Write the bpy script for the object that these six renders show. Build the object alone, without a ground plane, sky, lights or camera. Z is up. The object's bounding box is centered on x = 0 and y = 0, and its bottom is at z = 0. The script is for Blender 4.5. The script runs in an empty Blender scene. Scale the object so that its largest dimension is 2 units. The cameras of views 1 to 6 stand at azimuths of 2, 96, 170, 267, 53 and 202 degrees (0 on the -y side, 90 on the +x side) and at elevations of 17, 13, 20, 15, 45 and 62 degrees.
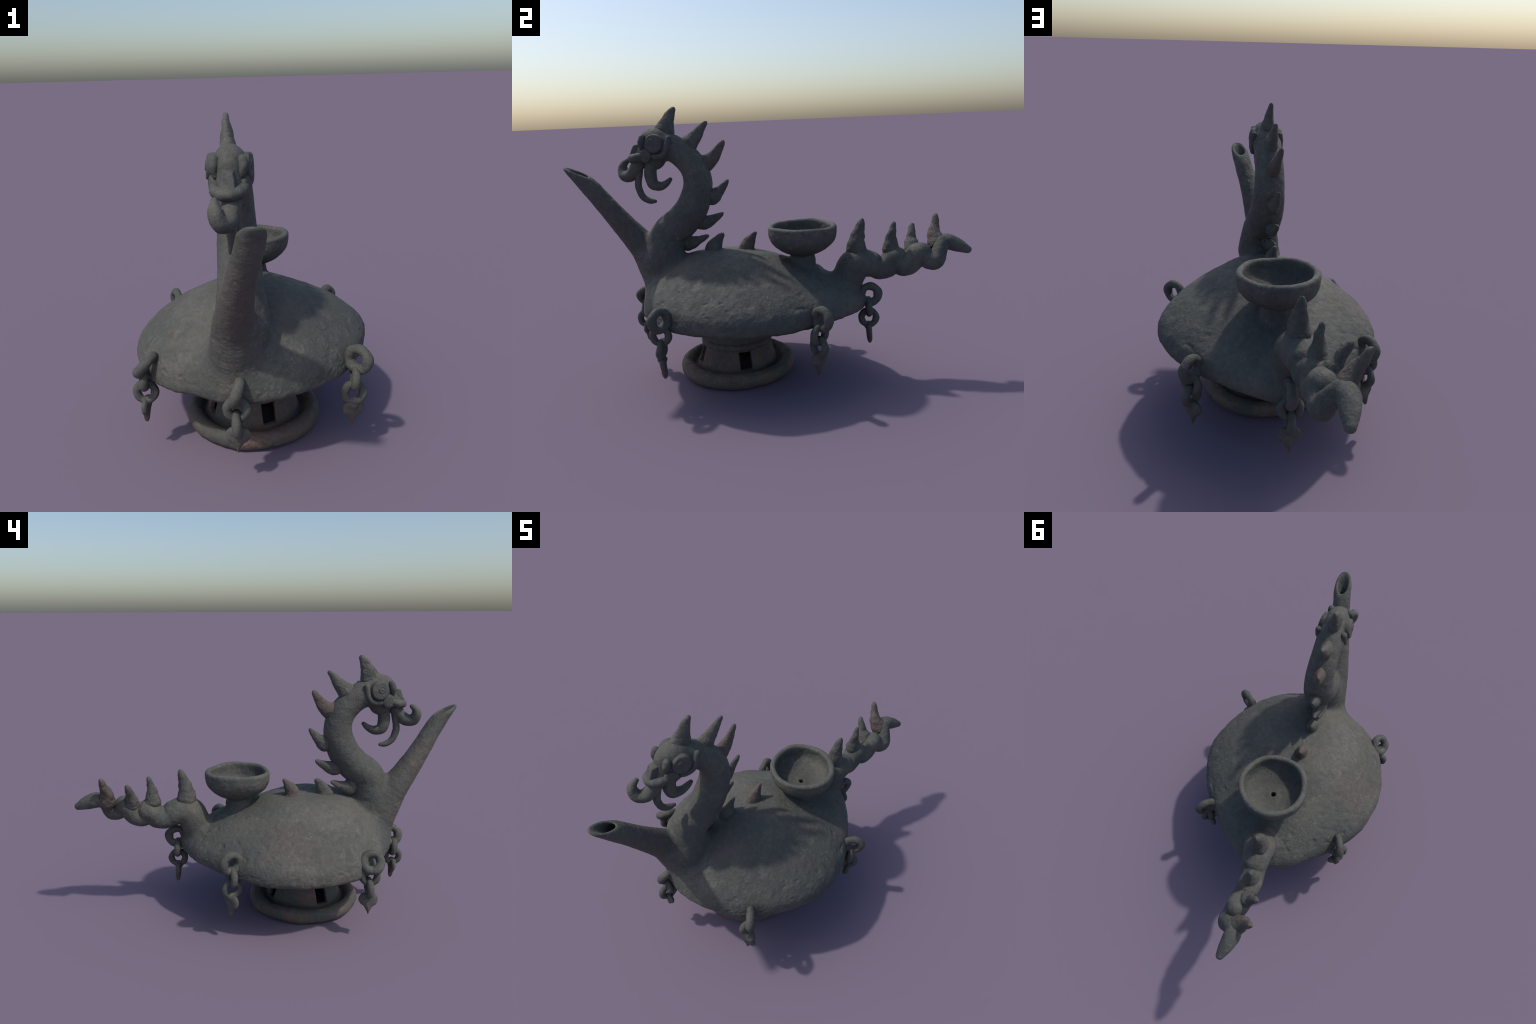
"""Grey clay pouring vessel shaped like a dragon: lens-shaped body on a pierced
foot, spout, arched neck with head, wavy tail, filling bowl, thorns, six chains."""
import bpy, math
import numpy as np
from mathutils import Vector, Matrix

RNG = np.random.RandomState(7)

# ------------------------------------------------------------------ maths --
def catmull(points, per=8, closed=False):
    P = np.array(points, float)
    n = len(P)
    out = []
    rng = range(n) if closed else range(n - 1)
    for i in rng:
        if closed:
            p0, p1, p2, p3 = P[i - 1], P[i], P[(i + 1) % n], P[(i + 2) % n]
        else:
            p1, p2 = P[i], P[i + 1]
            p0 = P[i - 1] if i > 0 else 2 * p1 - p2
            p3 = P[i + 2] if i + 2 < n else 2 * p2 - p1
        for k in range(per):
            t = k / per
            out.append(0.5 * (2 * p1 + (p2 - p0) * t + (2 * p0 - 5 * p1 + 4 * p2 - p3) * t * t
                              + (3 * p1 - p0 - 3 * p2 + p3) * t ** 3))
    if not closed:
        out.append(P[-1])
    return np.array(out)


def smin(a, b, k):
    h = np.clip(0.5 + 0.5 * (b - a) / k, 0, 1)
    return b * (1 - h) + a * h - k * h * (1 - h)


def smax(a, b, k):
    return -smin(-a, -b, k)


def tube_sdf(p, path):
    """Distance to a chain of tapered segments; path rows are x, y, z, radius."""
    d = np.full(len(p), 1.0, np.float32)
    lo = path[:, :3].min(0) - 0.2
    hi = path[:, :3].max(0) + 0.2
    m = np.all((p > lo) & (p < hi), axis=1)
    q = p[m]
    if len(q) == 0:
        return d
    best = np.full(len(q), 1.0, np.float32)
    for s, e in zip(path[:-1], path[1:]):
        ab = (e[:3] - s[:3]).astype(np.float32)
        v = q - s[:3].astype(np.float32)
        t = np.clip(v @ ab / max(float(ab @ ab), 1e-9), 0, 1)
        w = v - t[:, None] * ab
        dist = np.sqrt(np.einsum('ij,ij->i', w, w)) - (s[3] + t * (e[3] - s[3]))
        best = np.minimum(best, dist)
    d[m] = best
    return d


def ball_sdf(p, c, r):
    q = (p - np.array(c, np.float32)) / np.array(r, np.float32)
    l = np.sqrt((q * q).sum(1)) + 1e-9
    return (l - 1.0) * min(r) * 0.5 + (l - 1.0) * 0.5 * float(np.mean(r))


class Profile:
    """Signed distance to a revolved profile, tabulated in (r, z)."""
    def __init__(self, pts, closed=True, thick=0.0, rmax=0.75, zmax=0.95, step=0.002):
        self.step = step
        nr, nz = int(rmax / step), int(zmax / step)
        r, z = np.meshgrid(np.arange(nr) * step, np.arange(nz) * step, indexing='ij')
        P = np.array(pts)
        d = np.full(r.shape, 9.0)
        inside = np.zeros(r.shape, bool)
        segs = list(zip(P[:-1], P[1:])) + ([(P[-1], P[0])] if closed else [])
        for a, b in segs:
            ab = b - a
            t = np.clip(((r - a[0]) * ab[0] + (z - a[1]) * ab[1]) / max(ab @ ab, 1e-12), 0, 1)
            d = np.minimum(d, np.hypot(r - a[0] - t * ab[0], z - a[1] - t * ab[1]))
            if closed:
                c = ((a[1] > z) != (b[1] > z))
                with np.errstate(divide='ignore', invalid='ignore'):
                    x = a[0] + (z - a[1]) * ab[0] / (ab[1] if abs(ab[1]) > 1e-12 else 1e-12)
                inside ^= c & (r < x)
        self.t = (np.where(inside, -d, d) if closed else d - thick).astype(np.float32)

    def __call__(self, r, z):
        i = np.clip(r / self.step, 0, self.t.shape[0] - 1.001)
        j = np.clip(z / self.step, 0, self.t.shape[1] - 1.001)
        i0, j0 = i.astype(np.int32), j.astype(np.int32)
        fi, fj = i - i0, j - j0
        T = self.t
        return ((T[i0, j0] * (1 - fi) + T[i0 + 1, j0] * fi) * (1 - fj)
                + (T[i0, j0 + 1] * (1 - fi) + T[i0 + 1, j0 + 1] * fi) * fj)


# lattice value noise, vectorised and seeded
_perm = np.random.RandomState(11).rand(64, 64, 64).astype(np.float32) * 2 - 1


def vnoise(p, scale, seed=0.0):
    q = p * scale + 17.3 * seed + 40.0
    i = np.floor(q).astype(np.int64)
    f = q - i
    f = f * f * (3 - 2 * f)
    out = 0
    for dx in (0, 1):
        wx = f[:, 0] if dx else 1 - f[:, 0]
        for dy in (0, 1):
            wy = f[:, 1] if dy else 1 - f[:, 1]
            for dz in (0, 1):
                wz = f[:, 2] if dz else 1 - f[:, 2]
                out = out + wx * wy * wz * _perm[(i[:, 0] + dx) % 64, (i[:, 1] + dy) % 64, (i[:, 2] + dz) % 64]
    return out


def fbm(p, scale, octaves=3, seed=0.0):
    return sum(vnoise(p, scale * 2.03 ** o, seed + o) * 0.5 ** o for o in range(octaves))


def surface_from_field(field, lo, hi, h, block=6):
    """Surface nets over a distance field, refined only close to the surface."""
    lo = np.array(lo, float)
    nb = np.ceil((np.array(hi) - lo) / (h * block)).astype(int)
    n = nb * block
    g = np.stack(np.meshgrid(*[(np.arange(k) + 0.5) * h * block for k in nb], indexing='ij'), -1) + lo
    cd = field(g.reshape(-1, 3).astype(np.float32)).reshape(nb)
    D = np.repeat(np.repeat(np.repeat(np.where(cd > 0, 1, -1).astype(np.float32), block, 0), block, 1), block, 2)
    act = np.argwhere(np.abs(cd) < h * block * 1.45)
    off = np.stack(np.meshgrid(*[np.arange(block)] * 3, indexing='ij'), -1).reshape(-1, 3)
    for s in range(0, len(act), 1500):
        idx = (act[s:s + 1500, None, :] * block + off[None]).reshape(-1, 3)
        D[idx[:, 0], idx[:, 1], idx[:, 2]] = field((idx * h + lo).astype(np.float32))
    ins = D < 0
    cnt = np.zeros(n - 1, np.uint8)
    for dx in (0, 1):
        for dy in (0, 1):
            for dz in (0, 1):
                cnt += ins[dx:n[0] - 1 + dx, dy:n[1] - 1 + dy, dz:n[2] - 1 + dz]
    cells = np.argwhere((cnt > 0) & (cnt < 8))
    vid = np.full(n - 1, -1, np.int32)
    vid[cells[:, 0], cells[:, 1], cells[:, 2]] = np.arange(len(cells))
    acc = np.zeros((len(cells), 3))
    num = np.zeros(len(cells))
    for ax in range(3):
        o1, o2 = [a for a in range(3) if a != ax]
        for u in (0, 1):
            for v in (0, 1):
                c0 = np.zeros(3, int); c0[o1] = u; c0[o2] = v
                c1 = c0.copy(); c1[ax] = 1
                a = cells + c0; b = cells + c1
                da = D[a[:, 0], a[:, 1], a[:, 2]]; db = D[b[:, 0], b[:, 1], b[:, 2]]
                m = (da < 0) != (db < 0)
                t = np.where(m, da / np.where(m, da - db, 1), 0)
                pos = c0 + t[:, None] * (c1 - c0)
                acc[m] += pos[m]; num[m] += 1
    V = (cells + acc / num[:, None]) * h + lo
    quads = []
    for ax in range(3):
        o1, o2 = [(1, 2), (2, 0), (0, 1)][ax]
        s0 = [slice(None)] * 3; s1 = [slice(None)] * 3
        s0[ax] = slice(0, -1); s1[ax] = slice(1, None)
        e = np.argwhere(ins[tuple(s0)] != ins[tuple(s1)])
        e = e[(e[:, o1] > 0) & (e[:, o2] > 0) & (e[:, o1] < n[o1] - 1) & (e[:, o2] < n[o2] - 1)]
        flip = ~ins[e[:, 0], e[:, 1], e[:, 2]]
        def c(du, dv):
            q = e.copy(); q[:, o1] -= du; q[:, o2] -= dv
            return vid[q[:, 0], q[:, 1], q[:, 2]]
        Q = np.stack([c(1, 1), c(0, 1), c(0, 0), c(1, 0)], 1)
        Q[flip] = Q[flip][:, ::-1]
        quads.append(Q)
    F = np.concatenate(quads)
    V, F = V.astype(np.float64), F
    for _ in range(2):                       # relax, then pull back on the surface
        s = np.zeros_like(V); k = np.zeros(len(V))
        for i in range(4):
            np.add.at(s, F[:, i], V[F[:, (i + 1) % 4]] + V[F[:, i - 1]])
            np.add.at(k, F[:, i], 2)
        V = 0.5 * V + 0.5 * s / k[:, None]
        V = pull(field, V)
    return V, F


def gradient(field, V, e=0.002):
    g = np.zeros_like(V)
    for a in range(3):
        o = np.zeros(3); o[a] = e
        g[:, a] = (field((V + o).astype(np.float32)) - field((V - o).astype(np.float32))) / (2 * e)
    return g


def pull(field, V):
    d = field(V.astype(np.float32)).astype(float)
    g = gradient(field, V)
    l2 = np.maximum((g * g).sum(1), 0.25)
    return V - np.clip(d / l2, -0.004, 0.004)[:, None] * g


# ------------------------------------------------------------- vessel form --
BODY_MIDDLE = np.array([0.0, -0.22])
RIM_OUTLINE = [(.492, -.09), (.452, .06), (.388, .17), (.275, .295), (.11, .425), (-.005, .475), (-.09, .445),
               (-.225, .365), (-.412, .167), (-.485, .025), (-.507, -.15), (-.482, -.295), (-.418, -.43), (-.312, -.53),
               (-.2, -.585), (-.08, -.642), (.05, -.652), (.2, -.60), (.33, -.505), (.408, -.395), (.472, -.25)]
_o = catmull(RIM_OUTLINE, 6, True) + (.006, 0) - BODY_MIDDLE
_ang = np.unwrap(np.arctan2(_o[:, 1], _o[:, 0]))
_rad = np.hypot(_o[:, 0], _o[:, 1])
_ord = np.argsort(np.mod(_ang, 2 * np.pi))
RIM_A, RIM_R = np.mod(_ang, 2 * np.pi)[_ord], _rad[_ord]
BODY_PROFILE = Profile(np.vstack([[(0, .640)], catmull(
    [(.08, .637), (.16, .624), (.25, .585), (.34, .533), (.42, .476), (.462, .440), (.486, .412), (.498, .382), (.500, .350),
     (.491, .332), (.462, .319), (.35, .293), (.17, .250)], 6), [(0, .245)]]))


def body_sdf(p):
    q = p[:, :2] - BODY_MIDDLE
    r = np.hypot(q[:, 0], q[:, 1])
    a = np.mod(np.arctan2(q[:, 1], q[:, 0]), 2 * np.pi)
    R = np.interp(a, RIM_A, RIM_R, period=2 * np.pi)
    rho = r / R
    # fuller shoulders towards the front, most of all on the right; a flatter back
    af = np.abs(np.mod(a - 1.5 * np.pi + np.pi, 2 * np.pi) - np.pi)
    ar = np.abs(np.mod(a - 1.75 * np.pi + np.pi, 2 * np.pi) - np.pi)
    power = 1.04 + .34 * np.exp(-(af / .95) ** 2) + .06 * np.exp(-(ar / .6) ** 2)
    al = np.abs(np.mod(a - 1.22 * np.pi + np.pi, 2 * np.pi) - np.pi)
    power = power + .14 * np.exp(-(al / .6) ** 2)
    full = np.where(rho < 1, rho ** power, 1 + (rho - 1))
    sag = (.007 * np.clip((p[:, 1] + .22) / .3, 0, 1) * np.exp(-((rho - .38) / .22) ** 2)
           + .013 * np.clip(p[:, 0] / .2, 0, 1) * np.clip(1.2 - (p[:, 1] + .05) / .22, 0, 1) * np.exp(-((rho - .6) / .25) ** 2))
    top = np.clip((p[:, 2] - .34) / .05, 0, 1)
    rr = rho + (full - rho) * top
    return BODY_PROFILE(rr * 0.5, p[:, 2] - 0.04 * p[:, 0] + sag * top).astype(np.float32)


SPOUT = catmull([(-.025, -.52, .42, .125), (-.034, -.585, .53, .097), (-.036, -.66, .655, .073),
                 (-.004, -.782, .825, .054), (.036, -.888, .985, .046), (.062, -.975, 1.115, .044)], 6)
SPOUT_BORE = catmull([(-.03, -.66, .655, .018), (-.004, -.782, .825, .018), (.038, -.888, .985, .021),
                      (.064, -.975, 1.115, .022)], 4)
MOUTH_POINT, MOUTH_NORMAL = np.array([.04, -.868, 1.026]), np.array([0, .418, .908])
NECK = catmull([(-.012, -.55, .60, .105), (-.016, -.517, .718, .088), (-.023, -.437, .79, .084),
                (-.030, -.381, .866, .080), (-.034, -.350, .972, .073), (-.036, -.371, 1.06, .068),
                (-.037, -.434, 1.128, .066), (-.037, -.487, 1.158, .067), (-.036, -.54, 1.170, .061)], 6)
SNOUT = np.array([(-.036, -.57, 1.140, .054), (-.036, -.632, 1.120, .038)])
TAIL_FOLDS = [
    catmull([(-.01, .30, .36, .09), (-.022, .378, .46, .079), (-.028, .415, .535, .080), (-.033, .455, .553, .073),
             (-.040, .500, .545, .066)], 5),
    catmull([(-.044, .49, .55, .055), (-.048, .54, .520, .059), (-.056, .585, .526, .059), (-.061, .612, .555, .060),
             (-.062, .632, .562, .057)], 5),
    catmull([(-.059, .625, .57, .05), (-.052, .66, .529, .054), (-.053, .70, .542, .055), (-.058, .728, .58, .057),
             (-.057, .75, .59, .053)], 5),
    catmull([(-.052, .745, .595, .045), (-.04, .785, .556, .046), (-.036, .820, .556, .044),
             (-.052, .838, .595, .038), (-.085, .853, .635, .037)], 5),
    catmull([(-.092, .853, .632, .036), (-.098, .885, .636, .040), (-.090, .930, .621, .034),
             (-.078, .979, .599, .020)], 5)]
BOWL_MIDDLE = (0.0, .165)
BOWL_PROFILE = Profile(catmull([(.0, .625), (.055, .627), (.102, .648), (.140, .680), (.154, .712), (.156, .746)], 6),
                       closed=False, thick=.0145)
BOWL_STEM = np.array([(0, .165, .44, .068), (0, .165, .575, .065)])


def parts_of(p):
    d = {}
    d['body'] = body_sdf(p)
    bore = tube_sdf(p, SPOUT_BORE)
    cut = ((p - MOUTH_POINT) @ MOUTH_NORMAL).astype(np.float32)
    d['spout'] = smax(smax(tube_sdf(p, SPOUT), cut, .022), -bore, .014)
    d['neck'] = tube_sdf(p, NECK)
    head = ball_sdf(p, (-.036, -.553, 1.173), (.061, .086, .083))
    head = smin(head, tube_sdf(p, SNOUT), .02)
    d['head'] = smin(head, ball_sdf(p, (-.036, -.565, 1.100), (.046, .056, .052)), .012)
    tail = tube_sdf(p, TAIL_FOLDS[0])
    for f in TAIL_FOLDS[1:]:
        tail = smin(tail, tube_sdf(p, f + np.array((.001, .001, .004, 0))), .004)
    d['tail'] = tail
    q = p[:, :2] - np.array(BOWL_MIDDLE, np.float32)
    r = np.hypot(q[:, 0], q[:, 1])
    a = np.arctan2(q[:, 1], q[:, 0])
    wob = .002 * np.sin(3 * a + 1) + .0015 * np.sin(5 * a + .4)
    lift = (.003 * np.sin(2 * a + 2) + .0015 * np.sin(5 * a)) * np.clip((p[:, 2] - .66) / .09, 0, 1)
    shell = BOWL_PROFILE(np.maximum(r - wob * np.clip(r / .15, 0, 1), 0), p[:, 2] - lift)
    d['bowl'] = smin(shell.astype(np.float32), tube_sdf(p, BOWL_STEM), .018)
    # keep the inside of the bowl free of the rounded stem top
    return d


def vessel_field(p):
    d = parts_of(p)
    f = smin(d['body'], d['spout'], .06)
    f = smin(f, smin(d['neck'], d['head'], .02), .035)
    f = smin(f, d['tail'], .03)
    f = smin(f, d['bowl'], .022)
    # hollow core of spout and the drain hole of the bowl
    bore = tube_sdf(p, SPOUT_BORE)
    f = smax(f, -bore, .012)
    q = p[:, :2] - np.array(BOWL_MIDDLE, np.float32)
    drain = np.maximum(np.hypot(q[:, 0], q[:, 1]) - .011, .47 - p[:, 2])
    inner = np.maximum(np.hypot(q[:, 0], q[:, 1]) - .15, np.abs(p[:, 2] - .60) - .2)
    f = np.where(inner < 0, smax(f, -drain, .008), f)
    return f.astype(np.float32)


# ---------------------------------------------------------------- materials --
def clay(name, brown=0.3, red_low=False, grain=1.0, dust=1.0, spots=()):
    """Weathered dark grey clay; `brown` is how much warm, pinkish clay shows."""
    m = bpy.data.materials.new(name)
    m.use_nodes = True
    nt = m.node_tree
    N, Lk = nt.nodes, nt.links
    bsdf = N['Principled BSDF']
    bsdf.inputs['Roughness'].default_value = 0.78
    bsdf.inputs['Specular IOR Level'].default_value = 0.35
    tc = N.new('ShaderNodeTexCoord')

    def noise(scale, detail=4, rough=.55, dist=0.0):
        n = N.new('ShaderNodeTexNoise')
        n.inputs['Scale'].default_value = scale
        n.inputs['Detail'].default_value = detail
        n.inputs['Roughness'].default_value = rough
        n.inputs['Distortion'].default_value = dist
        Lk.new(tc.outputs['Object'], n.inputs['Vector'])
        return n.outputs['Fac']

    def ramp(src, a, b, lo=0.0, hi=1.0):
        r = N.new('ShaderNodeMapRange')
        r.interpolation_type = 'SMOOTHSTEP'
        r.inputs['From Min'].default_value = a
        r.inputs['From Max'].default_value = b
        r.inputs['To Min'].default_value = lo
        r.inputs['To Max'].default_value = hi
        Lk.new(src, r.inputs['Value'])
        return r.outputs['Result']

    def math_(op, a, b=None):
        n = N.new('ShaderNodeMath')
        n.operation = op
        for i, v in enumerate((a, b)):
            if v is None:
                continue
            if isinstance(v, (int, float)):
                n.inputs[i].default_value = v
            else:
                Lk.new(v, n.inputs[i])
        return n.outputs[0]

    def mix(fac, a, b, mode='MIX'):
        n = N.new('ShaderNodeMix')
        n.data_type = 'RGBA'
        n.blend_type = mode
        for key, v in ((0, fac), (6, a), (7, b)):
            if isinstance(v, (int, float)):
                n.inputs[key].default_value = v
            elif isinstance(v, tuple):
                n.inputs[key].default_value = (*v, 1)
            else:
                Lk.new(v, n.inputs[key])
        return n.outputs[2]

    col = mix(ramp(noise(3.2, 4), .38, .62), (.072, .073, .065), (.099, .096, .083))
    col = mix(ramp(noise(7.5, 5, .6), .45, .62, 0, .5), col, (.067, .072, .067))
    warm = ramp(noise(2.3, 3, .5, .4), .64 - .24 * brown, .76 - .24 * brown, 0, .85)
    col = mix(warm, col, (.100, .078, .067))
    for x, y, z, reach, amount in spots:       # smoked, pinkish firing patches
        d = N.new('ShaderNodeVectorMath')
        d.operation = 'DISTANCE'
        d.inputs[1].default_value = (x, y, z)
        Lk.new(tc.outputs['Object'], d.inputs[0])
        near = math_('ADD', math_('DIVIDE', d.outputs['Value'], reach), math_('MULTIPLY', noise(9, 4, .6), 1.2))
        col = mix(ramp(near, .75, 1.7, amount, 0), col, (.092, .078, .070))
    if red_low:
        col = mix(ramp(noise(7.0, 5, .65), .45, .62, 0, .85), col, (.135, .088, .070))
    # fine mottling and dark pores
    col = mix(1.0, col, mix(noise(48, 6, .75), (.52, .52, .52), (1.48, 1.48, 1.48)), 'MULTIPLY')
    col = mix(ramp(noise(120, 3, .6), .64, .72, 0, .45), col, (.03, .031, .029))
    # pale dusty scratches: thin warped ridges showing in patches, and specks
    ridge = math_('ABSOLUTE', math_('SUBTRACT', noise(26, 4, .7, .9), .5))
    line = math_('MULTIPLY', math_('MULTIPLY', ramp(ridge, .004, .016, 1, 0), ramp(noise(21, 2), .46, .58)), ramp(noise(4.5, 2), .42, .58))
    speck = math_('MULTIPLY', ramp(noise(75, 3, .6, .5), .62, .70), ramp(noise(6, 3), .42, .60))
    pale = math_('MULTIPLY', math_('MAXIMUM', line, speck), .55 * dust)
    col = mix(pale, col, (.20, .198, .17))
    Lk.new(col, bsdf.inputs['Base Color'])
    Lk.new(ramp(noise(30, 3), .3, .7, .68, .88), bsdf.inputs['Roughness'])
    hgt = math_('ADD', math_('MULTIPLY', noise(26, 5, .62, .6), 1.0), math_('MULTIPLY', noise(95, 4, .6), .5))
    b = N.new('ShaderNodeBump')
    b.inputs['Strength'].default_value = 0.65 * grain
    b.inputs['Distance'].default_value = 0.008
    Lk.new(hgt, b.inputs['Height'])
    Lk.new(b.outputs['Normal'], bsdf.inputs['Normal'])
    return m


CLAY = clay('grey_clay', -.25, spots=((.01, -.82, .74, .26, .95), (-.40, -.08, .50, .20, .7), (.10, -.35, .60, .15, .5)))
CLAY_ROUGH = clay('rough_grey_clay', -.15, grain=1.5)
CLAY_BROWN = clay('brown_clay', 2.0, grain=1.5)
CLAY_FOOT = clay('reddish_grey_clay', .7, red_low=True)
CLAY_CHAIN = clay('chain_clay', .6, dust=.7)
CLAY_FACE = clay('smooth_grey_clay', .1, grain=.8, dust=.5)

# ------------------------------------------------------------------ objects --
scene_col = bpy.context.scene.collection
root = bpy.data.objects.new('dragon_vessel', None)
root['label'] = 'weathered dark grey clay dragon-shaped pouring vessel with chains'
root['category'] = 'pottery vessel'
scene_col.objects.link(root)


def add(name, V, F, mat, parent=None, smooth=True, normals=None, kind=None):
    me = bpy.data.meshes.new(name)
    me.from_pydata([tuple(v) for v in np.asarray(V, float)], [], [tuple(int(i) for i in f) for f in F])
    me.materials.append(mat)
    me.polygons.foreach_set('use_smooth', [smooth] * len(me.polygons))
    me.update()
    if normals is not None:
        me.normals_split_custom_set_from_vertices([tuple(n) for n in normals])
    ob = bpy.data.objects.new(name, me)
    scene_col.objects.link(ob)
    ob.parent = parent or root
    if kind:
        ob['kind'] = kind
    return ob


def vertex_normals(V, F):
    n = np.zeros_like(V)
    a = V[F[:, 2]] - V[F[:, 0]]
    b = V[F[:, 3]] - V[F[:, 1]]
    fn = np.cross(a, b)
    for i in range(4):
        np.add.at(n, F[:, i], fn)
    return n / np.maximum(np.linalg.norm(n, axis=1), 1e-12)[:, None]


# ---- vessel: one continuous surface, split into named regions ----
V, F = surface_from_field(vessel_field, (-.54, -1.03, .18), (.54, 1.03, 1.28), .0045)
N0 = vertex_normals(V, F)
pd = parts_of(V.astype(np.float32))
onbody = np.clip(1 - (pd['body'] - .004) / .02, 0, 1)
edge = np.clip(1 - np.abs(np.hypot(V[:, 0], V[:, 1] + .13) - .48) / .14, 0, 1) * onbody
rough = .0016 * fbm(V, 9, 3, 1) + .0011 * fbm(V, 34, 2, 2)
pits = -.0040 * np.clip(fbm(V * np.array([1, 1, 1.4]), 30, 2, 5) - .42, 0, 1) * (0.4 + 1.4 * edge)
lumps = (.003 * fbm(V, 13, 2, 9) + .0011 * fbm(V, 52, 2, 12)) * edge
V = V + N0 * (rough + pits + lumps)[:, None]
N0 = vertex_normals(V, F)

names = ['body', 'spout', 'neck', 'head', 'tail', 'bowl']
score = np.stack([pd[n] for n in names], 1)
score[:, 0] -= .006
# the head begins behind the cheek ridges; the spout's own hollow belongs to it
ynk = V[:, 1] + 0.35 * (V[:, 2] - 1.12)
is_head = (V[:, 1] < -.485) & (V[:, 2] > 1.0) & (np.minimum(pd['head'], pd['neck']) < .02)
lab = score.argmin(1)
lab[(lab == 3) | ((lab == 2) & is_head)] = 3
lab[(lab == 3) & ~is_head] = 2
bore_d = tube_sdf(V.astype(np.float32), SPOUT_BORE)
lab[(bore_d < .012) & (V[:, 2] > .58) & (V[:, 1] < -.6)] = 1
rbowl = np.hypot(V[:, 0] - BOWL_MIDDLE[0], V[:, 1] - BOWL_MIDDLE[1])
lab[(rbowl < .02) & (V[:, 2] > .4)] = 5
flab = np.median(lab[F], axis=1).astype(int)
parts = {}
for k, nm in enumerate(names):
    f = F[flab == k]
    used = np.unique(f)
    remap = np.full(len(V), -1); remap[used] = np.arange(len(used))
    mat = CLAY_FACE if nm == 'head' else CLAY
    parts[nm] = add(nm, V[used], remap[f], mat, normals=N0[used])

# ---- foot: ring, pierced cone, collar ----
FOOT_MIDDLE = np.array([0.0, -.19])
FOOT_CONE = Profile(catmull([(.250, .032), (.222, .032), (.200, .042), (.185, .074), (.172, .118), (.160, .158),
                             (.155, .20), (.155, .28)], 6), closed=False, thick=.012)
WINDOWS = [math.radians(a) for a in (22, -66, -156, 112)]


def foot_field(p):
    q = p[:, :2] - FOOT_MIDDLE.astype(np.float32)
    a = np.arctan2(q[:, 1], q[:, 0])
    r = np.hypot(q[:, 0], q[:, 1]) * (1 + .006 * np.sin(2 * a + .6) + .004 * np.sin(5 * a))
    z = p[:, 2]
    cone = FOOT_CONE(r, z)
    for w in WINDOWS:
        rad = q[:, 0] * math.cos(w) + q[:, 1] * math.sin(w)
        tan = -q[:, 0] * math.sin(w) + q[:, 1] * math.cos(w)
        box = np.maximum(np.maximum(np.abs(tan) - .030, np.abs(z - .108) - .043), .1 - rad)
        cone = smax(cone, -box, .006)
    collar = np.hypot(r - .163, (z - .174) * .9) - .0185
    ring = np.hypot((r - .260) * 1.12, (z - .040)) - (.039 + .0015 * np.sin(7 * a + 1))
    f = smin(cone, collar, .004)
    return smin(f, ring, .018).astype(np.float32)


FV, FF = surface_from_field(foot_field, (-.32, -.51, -.02), (.32, .13, .29), .004)
fn = vertex_normals(FV, FF)
FV = FV + fn * (.0022 * fbm(FV, 16, 3, 3) + .001 * fbm(FV, 45, 2, 4))[:, None]
FV[:, 2] = np.maximum(FV[:, 2], 0.0)
foot = add('foot', FV, FF, CLAY_FOOT)


# ---- swept tubes ----
def sweep(path, sides=16, squash=1.0, rough=.0012, seed=0, closed=False, up=(0.13, 0.2, 1)):
    """Tube along rows of x, y, z, radius with rounded ends."""
    P = np.array(path, float)
    n = len(P)
    rings = []
    T = np.gradient(P[:, :3], axis=0) if not closed else np.roll(P[:, :3], -1, 0) - np.roll(P[:, :3], 1, 0)
    T /= np.linalg.norm(T, axis=1)[:, None]
    u = np.cross(T[0], np.array(up, float)); u /= np.linalg.norm(u)
    seq = []
    if not closed:
        for k in range(4, 0, -1):
            b = math.radians(90 * k / 4.5)
            seq.append((P[0, :3] - T[0] * P[0, 3] * math.sin(b), P[0, 3] * math.cos(b), T[0]))
    for i in range(n):
        seq.append((P[i, :3], P[i, 3], T[i]))
    if not closed:
        for k in range(1, 5):
            b = math.radians(90 * k / 4.5)
            seq.append((P[-1, :3] + T[-1] * P[-1, 3] * math.sin(b), P[-1, 3] * math.cos(b), T[-1]))
    verts = []
    for c, r, t in seq:
        u = u - t * (u @ t); u /= np.linalg.norm(u)
        w = np.cross(t, u)
        for s in range(sides):
            a = 2 * math.pi * s / sides
            verts.append(c + r * (u * math.cos(a) + w * math.sin(a) * squash))
    m = len(seq)
    faces = []
    for i in range(m if closed else m - 1):
        for s in range(sides):
            j = (i + 1) % m
            s2 = (s + 1) % sides
            faces.append((i * sides + s, i * sides + s2, j * sides + s2, j * sides + s))
    if not closed:
        faces.append(tuple(range(sides))[::-1])
        faces.append(tuple(range((m - 1) * sides, m * sides)))
    verts = np.array(verts)
    cen = np.repeat(np.array([q[0] for q in seq]), sides, 0)
    d = verts - cen
    d /= np.maximum(np.linalg.norm(d, axis=1), 1e-9)[:, None]
    verts = verts + d * (rough * fbm(verts, 40, 2, seed) + rough * .8 * fbm(verts, 18, 2, seed + 3))[:, None]
    return verts, faces


# ---- head details ----
head = parts['head']
HEAD_X = -.036


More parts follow.
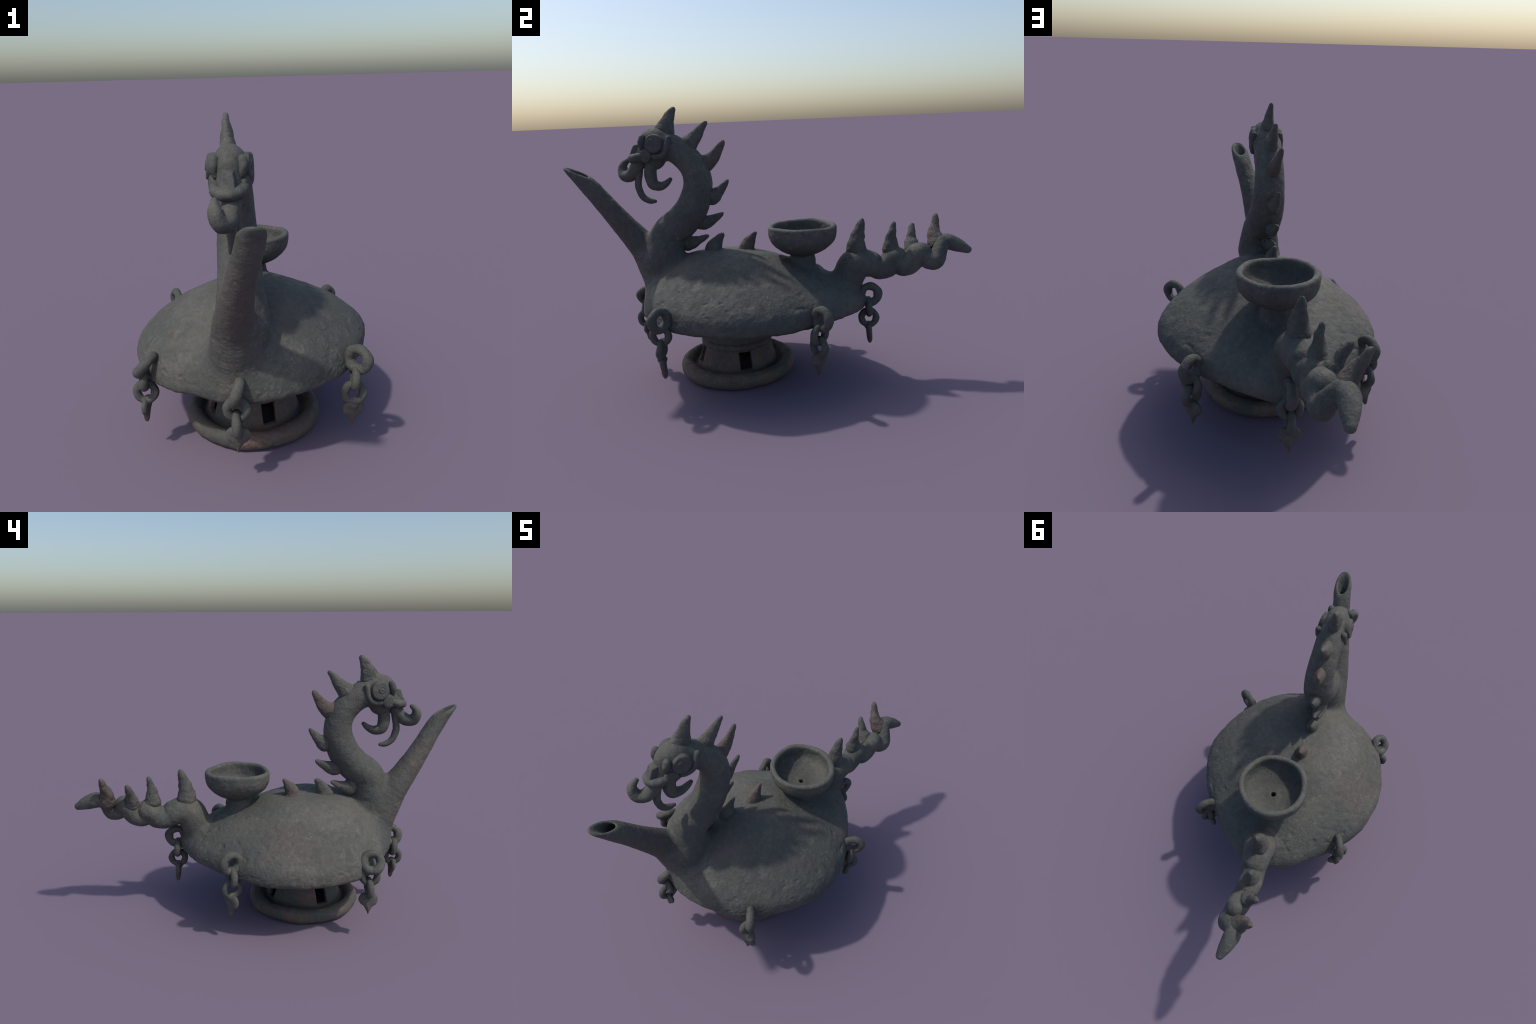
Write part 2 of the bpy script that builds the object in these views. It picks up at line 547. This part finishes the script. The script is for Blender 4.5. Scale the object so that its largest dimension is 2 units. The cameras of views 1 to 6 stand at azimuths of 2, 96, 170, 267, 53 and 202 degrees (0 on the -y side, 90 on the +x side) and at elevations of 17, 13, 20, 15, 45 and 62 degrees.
def disc(center, normal, radius, depth, rings=()):
    """Pillow-like clay pat with raised rings, facing `normal`."""
    nrm = np.array(normal, float); nrm /= np.linalg.norm(nrm)
    u = np.cross(nrm, (0, 0, 1)); u /= np.linalg.norm(u)
    w = np.cross(nrm, u)
    prof = [(0, 1.0)]
    for k in range(1, 25):
        prof.append((k / 24 * .80, 1 - .10 * (k / 24) ** 2))
    for k in range(1, 9):
        b = math.radians(90 * k / 8)
        prof.append((.80 + .20 * math.sin(b), .9 * math.cos(b) - .4 * (k / 8) ** 4))
    verts, faces = [], []
    S = 48
    for r, h in prof:
        hh = h * depth
        for (rr, width, amp) in rings:
            hh += amp * math.exp(-((r * radius - rr) / width) ** 2)
        for s in range(S):
            a = 2 * math.pi * s / S
            verts.append(np.array(center) + u * math.cos(a) * r * radius + w * math.sin(a) * r * radius + nrm * hh)
    for i in range(len(prof) - 1):
        for s in range(S):
            s2 = (s + 1) % S
            faces.append((i * S + s, (i + 1) * S + s, (i + 1) * S + s2, i * S + s2))
    verts = np.array(verts)
    verts += nrm * (.0012 * fbm(verts, 45, 2, radius * 100))[:, None]
    # consistent outward winding
    a, b, c = verts[faces[S][0]], verts[faces[S][1]], verts[faces[S][2]]
    if np.cross(b - a, c - a) @ nrm < 0:
        faces = [f[::-1] for f in faces]
    return verts, faces


EYE_RINGS = ((.0, .006, .0035), (.0165, .003, .0028))
for side, c, nrm in ((1, (.018, -.543, 1.178), (1, -.12, .10)), (-1, (-.096, -.543, 1.178), (-1, -.12, .10))):
    v, f = disc(c, nrm, .048, .022, ())
    add('eye', v, f, CLAY_FACE, head)
    nv = np.array(nrm) / np.linalg.norm(nrm)
    pc = np.array(c) + nv * .0185 + np.array((0, -.007, .004))
    v, f = disc(pc, nrm, .0185, .003, ((.0, .006, .0022), (.0155, .0026, .0022)))
    add('pupil', v, f, CLAY_FACE, head)
for side, c, nrm in ((1, (.004, -.590, 1.122), (1, -.25, .0)), (-1, (-.078, -.588, 1.125), (-1, -.25, .0))):
    v, f = disc(c, nrm, .036, .026, ((.0, .004, .002), (.011, .003, .002), (.020, .003, .002)))
    add('cheek_disc', v, f, CLAY_FACE, head)
for side, pts in ((1, [(.026, -.468, 1.203, .0135), (.029, -.479, 1.160, .0145), (.028, -.497, 1.128, .0145),
                       (.024, -.525, 1.116, .0145), (.022, -.549, 1.118, .0135)]),
                  (-1, [(-.098, -.478, 1.200, .0135), (-.101, -.484, 1.158, .0145), (-.100, -.502, 1.128, .0145),
                        (-.096, -.530, 1.117, .0145), (-.094, -.556, 1.119, .0135)])):
    v, f = sweep(catmull(pts, 6), seed=side)
    add('cheek_ridge', v, f, CLAY_FACE, head)
for pts in ([(.010, -.604, 1.208, .0175), (.012, -.610, 1.185, .018), (.004, -.612, 1.158, .011)],
            [(-.084, -.606, 1.208, .0175), (-.086, -.612, 1.185, .018), (-.080, -.614, 1.158, .011)]):
    v, f = sweep(catmull(pts, 5), seed=4)
    add('brow_peg', v, f, CLAY_FACE, head)
v, f = sweep(catmull([(.010, -.600, 1.118, .019), (.008, -.638, 1.114, .021), (-.010, -.668, 1.108, .023),
                      (-.035, -.677, 1.105, .024), (-.060, -.669, 1.106, .023), (-.077, -.638, 1.114, .021),
                      (-.082, -.600, 1.120, .019)], 6), seed=6, rough=.0045)
add('lip', v, f, CLAY_FACE, head)


def block(bottom, top, bevel=.006):
    """Rough eight-cornered lump, bevelled."""
    me = bpy.data.meshes.new('nose')
    vs = bottom + top
    me.from_pydata(vs, [], [(3, 2, 1, 0), (4, 5, 6, 7), (0, 1, 5, 4), (1, 2, 6, 5), (2, 3, 7, 6), (3, 0, 4, 7)])
    ob = bpy.data.objects.new('nose', me)
    scene_col.objects.link(ob)
    return ob


import bmesh
nose = block([(-.008, -.688, 1.122), (-.062, -.687, 1.122), (-.066, -.625, 1.126), (-.006, -.625, 1.126)],
             [(-.018, -.664, 1.172), (-.053, -.662, 1.180), (-.056, -.615, 1.186), (-.016, -.615, 1.182)])
bm = bmesh.new(); bm.from_mesh(nose.data)
bmesh.ops.recalc_face_normals(bm, faces=bm.faces)
bmesh.ops.bevel(bm, geom=list(bm.edges) + list(bm.verts), offset=.006, segments=3, affect='EDGES', profile=.6)
bmesh.ops.subdivide_edges(bm, edges=bm.edges, cuts=2, use_grid_fill=True)
nv = np.array([v.co[:] for v in bm.verts])
dn = .003 * fbm(nv, 45, 2, 8)
for v, d in zip(bm.verts, dn):
    v.co += v.normal * float(d)
bm.to_mesh(nose.data); bm.free()
nose.data.polygons.foreach_set('use_smooth', [True] * len(nose.data.polygons))
nose.data.materials.append(CLAY_FACE)
nose.parent = head

for nm, pts in (
    ('tongue', [(-.026, -.640, 1.085, .032), (-.030, -.668, 1.050, .032), (-.040, -.700, 1.022, .031),
                (-.055, -.730, 1.022, .029), (-.068, -.744, 1.046, .026), (-.074, -.740, 1.074, .021),
                (-.076, -.718, 1.096, .011)]),
    ('whisker', [(-.032, -.640, 1.070, .018), (-.030, -.650, 1.02, .018), (-.029, -.656, .965, .0175),
                 (-.030, -.640, .918, .017), (-.031, -.608, .894, .014), (-.031, -.577, .891, .009)]),
    ('whisker', [(-.030, -.585, 1.075, .031), (-.030, -.590, 1.020, .031), (-.030, -.578, .978, .028),
                 (-.027, -.543, .966, .022), (-.023, -.511, .980, .017), (-.020, -.487, 1.000, .010)])):
    v, f = sweep(catmull(pts, 8), sides=20, seed=len(pts), rough=.0015)
    add(nm, v, f, CLAY_FACE, head)


# ---- thorns ----
def thorn(front, back, tip, half_width, sink=.022, belly=.0, seed=0, rough=.004, power=.72, lean=.45, tip_r=.0085):
    """Cone with an oval foot: `front`/`back` are where it meets the vessel."""
    a, b, t = (np.array(x, float) for x in (front, back, tip))
    mid = (a + b) / 2
    axis = t - mid
    L = np.linalg.norm(axis)
    along = b - a
    half = np.linalg.norm(along) / 2
    along /= 2 * half
    dirn = axis / L
    lat = np.cross(dirn, along); lat /= np.linalg.norm(lat)
    out = np.cross(along, lat)
    if out @ axis < 0:
        out = -out
    knee = mid + out * (out @ axis) * lean           # leaves the surface square, then leans to the tip
    S, M = 28, 26
    verts, faces = [], []
    for i in range(M + 1):
        s = i / M                                   # 0 foot .. 1 tip
        if s < .15:
            k = s / .15
            q, c, tan = 0.0, mid - out * sink * (1 - k), out
            w = .88 + .12 * math.sin(k * math.pi / 2)
        else:
            q = (s - .15) / .85
            c = mid * (1 - q) ** 2 + knee * 2 * q * (1 - q) + t * q * q
            tan = (knee - mid) * (1 - q) + (t - knee) * q
            tan = tan / np.linalg.norm(tan)
            w = 1 - q
        side = np.cross(lat, tan)
        if side @ along < 0:
            side = -side
        swell = 1 + belly * math.sin(math.pi * min(q * 1.6, 1))
        cap = 1.0 if q < .94 else math.sqrt(max(0.0, 1 - ((q - .94) / .06) ** 2))
        ra = math.hypot(half * (w ** power) * swell, tip_r * q) * cap
        rb = math.hypot(half_width * (w ** power), tip_r * q) * cap
        for k in range(S):
            ang = 2 * math.pi * k / S
            verts.append(c + side * math.cos(ang) * ra + lat * math.sin(ang) * rb)
    for i in range(M):
        for k in range(S):
            k2 = (k + 1) % S
            faces.append((i * S + k, i * S + k2, (i + 1) * S + k2, (i + 1) * S + k))
    verts = np.array(verts)
    cen = np.repeat(np.array([verts[i * S:(i + 1) * S].mean(0) for i in range(M + 1)]), S, 0)
    d = verts - cen
    l = np.linalg.norm(d, axis=1)
    d /= np.maximum(l, 1e-9)[:, None]
    amp = np.clip(l / .02, 0, 1)
    verts += d * (amp * (rough * fbm(verts, 24, 2, seed) + rough * .45 * fbm(verts, 60, 2, seed + 5)))[:, None]
    a0, b0, c0 = (verts[faces[M // 2 * S][j]] for j in range(3))
    if np.cross(b0 - a0, c0 - a0) @ d[M // 2 * S] < 0:
        faces = [f[::-1] for f in faces]
    return verts, faces


NECK_THORNS = [
    ((-.042, -.560, 1.250), (-.042, -.460, 1.222), (-.051, -.452, 1.351), .031, 0),
    ((-.042, -.420, 1.203), (-.042, -.354, 1.140), (-.049, -.293, 1.276), .031, 0),
    ((-.043, -.332, 1.116), (-.043, -.290, 1.030), (-.066, -.217, 1.182), .030, 1),
    ((-.043, -.284, .950), (-.043, -.304, .864), (-.055, -.203, .988), .028, 0),
    ((-.043, -.323, .815), (-.043, -.372, .741), (-.057, -.237, .821), .030, 0),
    ((-.043, -.402, .708), (-.043, -.462, .640), (-.058, -.319, .705), .030, 0)]
BODY_THORNS = [
    ((-.040, -.340, .632), (-.042, -.240, .632), (-.050, -.237, .717), .034, 0),
    ((-.042, -.166, .632), (-.044, -.076, .628), (-.050, -.069, .720), .036, 1)]
TAIL_THORNS = [
    ((-.036, .378, .616), (-.038, .486, .622), (-.035, .463, .777), .046, 0),
    ((-.063, .556, .612), (-.065, .648, .617), (-.074, .620, .751), .038, 0),
    ((-.075, .669, .608), (-.085, .751, .615), (-.153, .719, .727), .036, 0),
    ((-.098, .786, .622), (-.106, .876, .650), (-.178, .840, .771), .043, 1)]
for owner, group in (('neck', NECK_THORNS), ('body', BODY_THORNS), ('tail', TAIL_THORNS)):
    for i, (a, b, t, w, brown) in enumerate(group):
        off = np.array({'neck': (-.002, .004, .000), 'body': (0, 0, 0), 'tail': (-.001, .001, .003)}[owner])
        a, b, t = (np.array(x) + off for x in (a, b, t))
        v, f = thorn(a, b, t, w, belly=.10 if owner == 'neck' and i > 2 else .0, seed=i * 3 + len(owner),
                     rough=.0055 if owner == 'tail' else .0035, power=.68 if owner == 'tail' else .62, lean=.36,
                     tip_r=.0105 if owner == 'tail' else .0085)
        par = parts['head'] if owner == 'neck' and i == 0 else parts[owner]
        add('thorn', v, f, CLAY_BROWN if brown else CLAY_ROUGH, par)


# ---- chains ----
def ring_mesh(name, major, minor, seed, mat, stretch=1.0, S=40):
    path = []
    for k in range(S):
        a = 2 * math.pi * k / S
        path.append((major * math.cos(a), 0, major * stretch * math.sin(a),
                     minor * (1 + .08 * math.sin(2 * a + seed) + .05 * math.sin(5 * a + seed))))
    v, f = sweep(np.array(path), sides=16, rough=.0016, seed=seed, closed=True, up=(0, 1, .01))
    me = bpy.data.meshes.new(name)
    me.from_pydata([tuple(x) for x in v], [], f)
    me.materials.append(mat)
    bm = bmesh.new(); bm.from_mesh(me)
    bmesh.ops.recalc_face_normals(bm, faces=bm.faces)
    bm.to_mesh(me); bm.free()
    me.polygons.foreach_set('use_smooth', [True] * len(me.polygons))
    return me


def pendant_mesh():
    """Spade-shaped drop: two shoulders, a point below and a wrap over the link."""
    half = catmull([(.000, .010), (.016, .016), (.034, .008), (.046, -.010), (.047, -.028), (.036, -.045),
                    (.019, -.058), (.009, -.077), (.000, -.101)], 5)
    outline = np.vstack([half, half[-2:0:-1] * np.array([-1, 1])])
    S = len(outline)
    c = np.array([0, -.022])
    verts, faces = [], []
    M = 12
    for i in range(M + 1):
        b = math.pi * i / M
        k = math.sin(b) ** .55 if 0 < i < M else 0.0
        h = .015 * math.cos(b)
        for o in outline:
            q = c + (o - c) * max(k, .02)
            wrap = .010 * math.exp(-((q[0] / .014) ** 2 + ((q[1] - .002) / .016) ** 2))
            verts.append((q[0], h + math.copysign(wrap, h) * (1 if abs(h) > 1e-6 else 0), q[1]))
    for i in range(M):
        for s in range(S):
            s2 = (s + 1) % S
            faces.append((i * S + s, i * S + s2, (i + 1) * S + s2, (i + 1) * S + s))
    verts = np.array(verts)
    d = verts / np.maximum(np.linalg.norm(verts, axis=1), 1e-6)[:, None]
    verts += d * (.003 * fbm(verts, 40, 2, 3))[:, None]
    me = bpy.data.meshes.new('pendant')
    me.from_pydata([tuple(x) for x in verts], [], faces)
    me.materials.append(CLAY_CHAIN)
    bm = bmesh.new(); bm.from_mesh(me)
    bmesh.ops.remove_doubles(bm, verts=bm.verts, dist=.0004)
    bmesh.ops.recalc_face_normals(bm, faces=bm.faces)
    bm.to_mesh(me); bm.free()
    me.polygons.foreach_set('use_smooth', [True] * len(me.polygons))
    return me


LOOP = ring_mesh('chain_loop', .042, .0205, 1, CLAY)
LINK = ring_mesh('chain_link', .036, .0155, 2, CLAY_CHAIN, 1.05)
PENDANT = pendant_mesh()


def place(me, name, loc, yaw, parent, tilt=0.0, scale=1.0):
    ob = bpy.data.objects.new(name, me)
    scene_col.objects.link(ob)
    ob.parent = parent
    M = (Matrix.Translation(Vector(loc)) @ Matrix.Rotation(math.radians(yaw), 4, 'Z')
         @ Matrix.Rotation(math.radians(tilt), 4, 'X') @ Matrix.Diagonal((scale, scale, scale, 1)))
    ob.matrix_basis = parent_inverse(parent) @ M
    return ob


WORLD = {}


def parent_inverse(parent):
    return WORLD.get(parent.name, Matrix.Identity(4)).inverted()


# loop centre; plane headings of loop, upper link, lower link, pendant; drift of the links
CHAINS = [
    ((-.034, -.658, .388), -90, 0, 90, 0, (.000, -.014), -18, (.064, .122, .150)),
    ((.426, -.463, .412), -38, 90, 0, 15, (-.012, -.004), 0, (.077, .142, .190)),
    ((-.402, -.466, .397), 73, 90, 0, 85, (-.010, .010), 40, (.066, .125, .166)),
    ((.359, .262, .392), 47, 137, 47, 137, (.0, -.012), 0, (.072, .130, .170)),
    ((-.387, .207, .402), 116, 20, 110, 40, (.0, .0), 0, (.070, .132, .176)),
    ((.000, .494, .398), 90, 0, 90, 0, (-.002, -.003), 0, (.064, .122, .162))]
for c, y0, y1, y2, y3, (dx, dy), tilt, drop in CHAINS:
    loop = place(LOOP, 'chain_loop', c, y0, root, tilt)
    WORLD[loop.name] = (Matrix.Translation(Vector(c)) @ Matrix.Rotation(math.radians(y0), 4, 'Z')
                        @ Matrix.Rotation(math.radians(tilt), 4, 'X'))
    x, y, z = c
    place(LINK, 'chain_link', (x + dx, y + dy, z - drop[0]), y1, loop, 3)
    place(LINK, 'chain_link', (x + dx * 1.2, y + dy * 1.2, z - drop[1]), y2, loop, -4)
    place(PENDANT, 'pendant', (x + dx * 1.3, y + dy * 1.3, z - drop[2]), y3, loop, 4)
